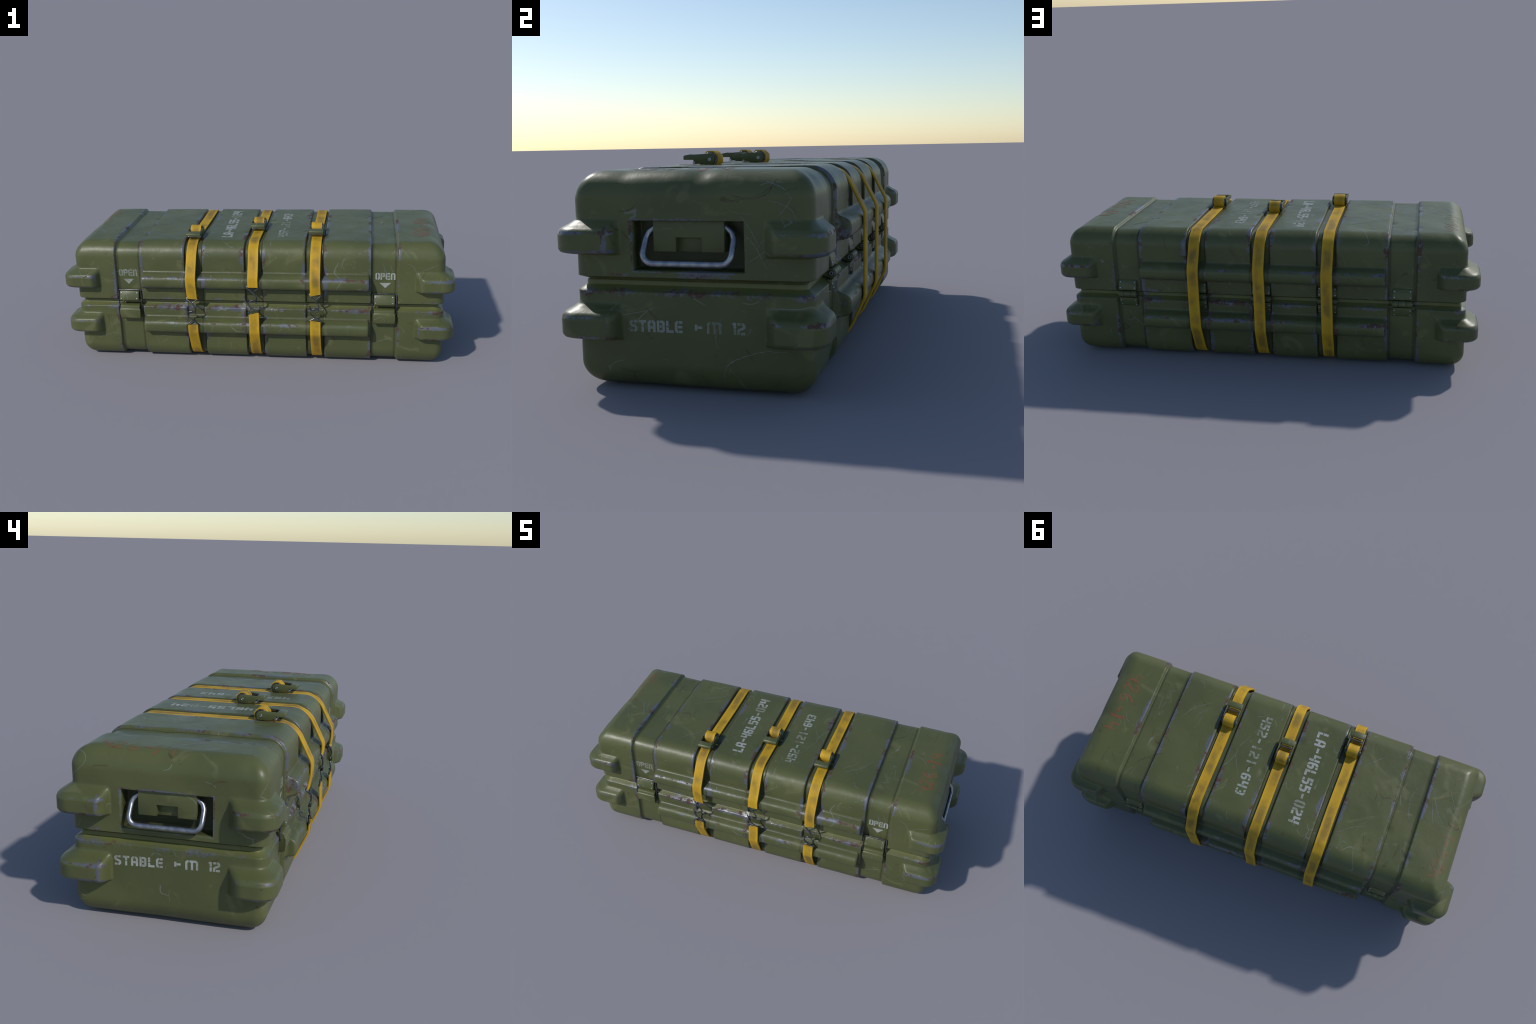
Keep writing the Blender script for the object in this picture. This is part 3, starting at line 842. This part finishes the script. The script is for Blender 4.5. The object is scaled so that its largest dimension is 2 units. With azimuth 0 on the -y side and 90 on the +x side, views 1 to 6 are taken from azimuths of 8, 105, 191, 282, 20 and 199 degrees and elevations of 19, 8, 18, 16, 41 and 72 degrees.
lettering('stencil_lettering', 'LA-46L55-024', lambda u, v, l: on_top(-.1215-.013*u/.49-v, -.2330+u, l), .0545, .0407, M_MID, GLYPH, 1.08, width=.0350)
lettering('stencil_lettering', '452-121-643', lambda u, v, l: on_top(.1620-.006*u/.42-v, -.2180+u, l), .0490, .0392, M_WHITE, GLYPH, 1.08, width=.0335)
STB = 'STABLE>M12'
spos = [0, .0285, .057, .0855, .114, .1405, .2000, .2370, .3080, .3270]
lettering('stencil_lettering', STB, lambda u, v, l: on_endf(1, -.1765+u, .1765+.004*u/.35+v, l), .0345, .0285, M_DIM, GLYPH, 1.12, width=.0250, pos=spos)
spos2 = [k*1.12 for k in spos]
lettering('stencil_lettering', STB, lambda u, v, l: on_endf(-1, .2070-u, .2130+.016*u/.39+v, l), .0360, .0285, M_BRIGHT, GLYPH, 1.12, width=.0270, pos=spos2)
hpos = [0, .052, .112, .184, .222, .278]
lettering('handwritten_number', '426-14', lambda u, v, l: on_top(.8740+.012*u/.3-v, -.2040+u, l), .0720, .05, M_RED, HAND, 0.72, gw=5.0, width=.046, pos=hpos)
lettering('handwritten_number', '426-14', lambda u, v, l: on_top(-.8960+.016-.016*u/.3+v-.014, .2680-u, l), .0580, .05, M_RED_OLD, HAND, 0.72, gw=5.0, width=.044, pos=[k*.86 for k in hpos])

# ------------------------------------------------------------------ long single scratches in the paint
M_SCR = bare_steel('scratched_primer', (0.19, 0.20, 0.215), 0.45, (0.13, 0.15, 0.13))
M_SCR.node_tree.nodes['Principled BSDF'].inputs['Metallic'].default_value = 0.0
M_TWIG = stencil_paint('brown_stain', (0.050, 0.032, 0.012), (0.35, 0.5), 30.0)
T_ALL = patch_tree(np.ones(len(fc), dtype=bool))
DIRS = {'right': (Vector((-1, 0, 0)), lambda a, b: Vector((2, a, b))), 'top': (Vector((0, 0, -1)), lambda a, b: Vector((a, b, 2))),
        'front': (Vector((0, 1, 0)), lambda a, b: Vector((a, -2, b)))}
PALE = [
 ('right', [(.238, .608), (.279, .595), (.302, .579)]), ('right', [(.246, .557), (.279, .550), (.311, .535), (.327, .495)]),
 ('right', [(.298, .578), (.313, .563), (.277, .515)]), ('right', [(.168, .514), (.194, .478), (.221, .428)]),
 ('right', [(.179, .464), (.211, .428), (.236, .373)]), ('right', [(.112, .085), (.142, .106), (.191, .126), (.234, .138), (.294, .136)]),
 ('right', [(.108, .229), (.087, .185), (.086, .152), (.096, .138)]), ('right', [(.186, .125), (.129, .101), (.111, .076), (.108, .041)]),
 ('top', [(-.671, -.133), (-.652, -.063), (-.667, .025), (-.693, .058), (-.708, .063)]), ('top', [(-.744, -.148), (-.783, -.056), (-.832, .010)]),
 ('top', [(-.754, -.124), (-.816, .016)]), ('top', [(-.758, -.078), (-.790, .041)]), ('top', [(-.817, -.179), (-.845, -.126), (-.885, -.052)]),
 ('top', [(-.391, -.141), (-.437, -.186), (-.480, -.226)]), ('top', [(-.375, .219), (-.429, .173), (-.524, .128)]), ('top', [(-.814, -.076), (-.876, -.052)]),
 ('top', [(.658, -.183), (.639, -.154), (.622, -.122)]), ('top', [(.658, -.183), (.619, -.195)]), ('top', [(.549, -.060), (.508, -.137), (.424, -.196)]),
 ('top', [(.818, -.003), (.794, .042), (.740, .060)]), ('top', [(.534, -.288), (.509, -.281), (.493, -.252)]), ('top', [(.475, -.092), (.466, -.122), (.414, -.172)]),
 ('front', [(.762, .550), (.791, .536), (.807, .511), (.812, .478)]), ('front', [(.833, .510), (.859, .519), (.915, .545)]),
 ('front', [(.653, .518), (.669, .492)]), ('front', [(.683, .538), (.694, .498)]), ('front', [(.611, .115), (.653, .132), (.698, .141)]),
 ('front', [(-.818, .520), (-.805, .500)]), ('front', [(-.848, .111), (-.788, .133), (-.735, .144)])]
STAIN = [
 ('right', [(.124, .554), (.191, .562), (.233, .577), (.261, .600)]), ('right', [(.144, .571), (.172, .564), (.195, .563)]),
 ('right', [(.186, .557), (.247, .573), (.266, .615)]), ('right', [(.290, .580), (.330, .592)]),
 ('top', [(.638, .202), (.610, .169), (.552, .137)]), ('top', [(.664, .226), (.632, .185), (.595, .180)])]

def marks(name, lines_, mat, half):
    B = Builder()
    for k, (side_, pts) in enumerate(lines_):
        d, org = DIRS[side_]
        P = [Vector((a, b, 0)) for a, b in pts]
        sm = round_path(P, 0.02, 4) if len(P) > 2 else [P[0], (P[0]+P[1])/2, P[1]]
        fine_, prev = [], None
        for a, b in zip(sm, sm[1:]):
            n = max(1, int((b-a).length/0.006))
            fine_ += [a + (b-a)*i/n for i in range(n)]
        fine_.append(sm[-1])
        L = len(fine_)
        V, F = [], []
        for i, p in enumerate(fine_):
            t = (fine_[min(i+1, L-1)] - fine_[max(i-1, 0)]).normalized()
            nv = Vector((-t.y, t.x, 0))
            jit = 0.0006*math.sin(i*1.7+k)
            w = half*(0.35 + 0.65*math.sin(math.pi*min(1, (i+.4)/L)))*(0.8+0.4*math.sin(i*2.3+k*1.1))
            for q in (p+nv*(jit+w), p+nv*(jit-w)):
                h = T_ALL.ray_cast(org(q.x, q.y), d)
                for lift in (0.00035 + 0.00003*(k % 3), -0.0008):
                    V.append(h[0] - d*lift)
        for i in range(L-1):
            a, b = i*4, i*4+4
            F += [(a, b, b+2, a+2), (a+1, a+3, b+3, b+1), (a, a+1, b+1, b), (a+2, b+2, b+3, a+3)]
        F += [(0, 2, 3, 1), (len(V)-4, len(V)-3, len(V)-1, len(V)-2)]
        B.add(V, F)
    ob = B.obj(name, [mat], root)
    ob['kind'] = 'stuff'
marks('paint_scratch', PALE, M_SCR, 0.00085)
marks('paint_stain', STAIN, M_TWIG, 0.0014)
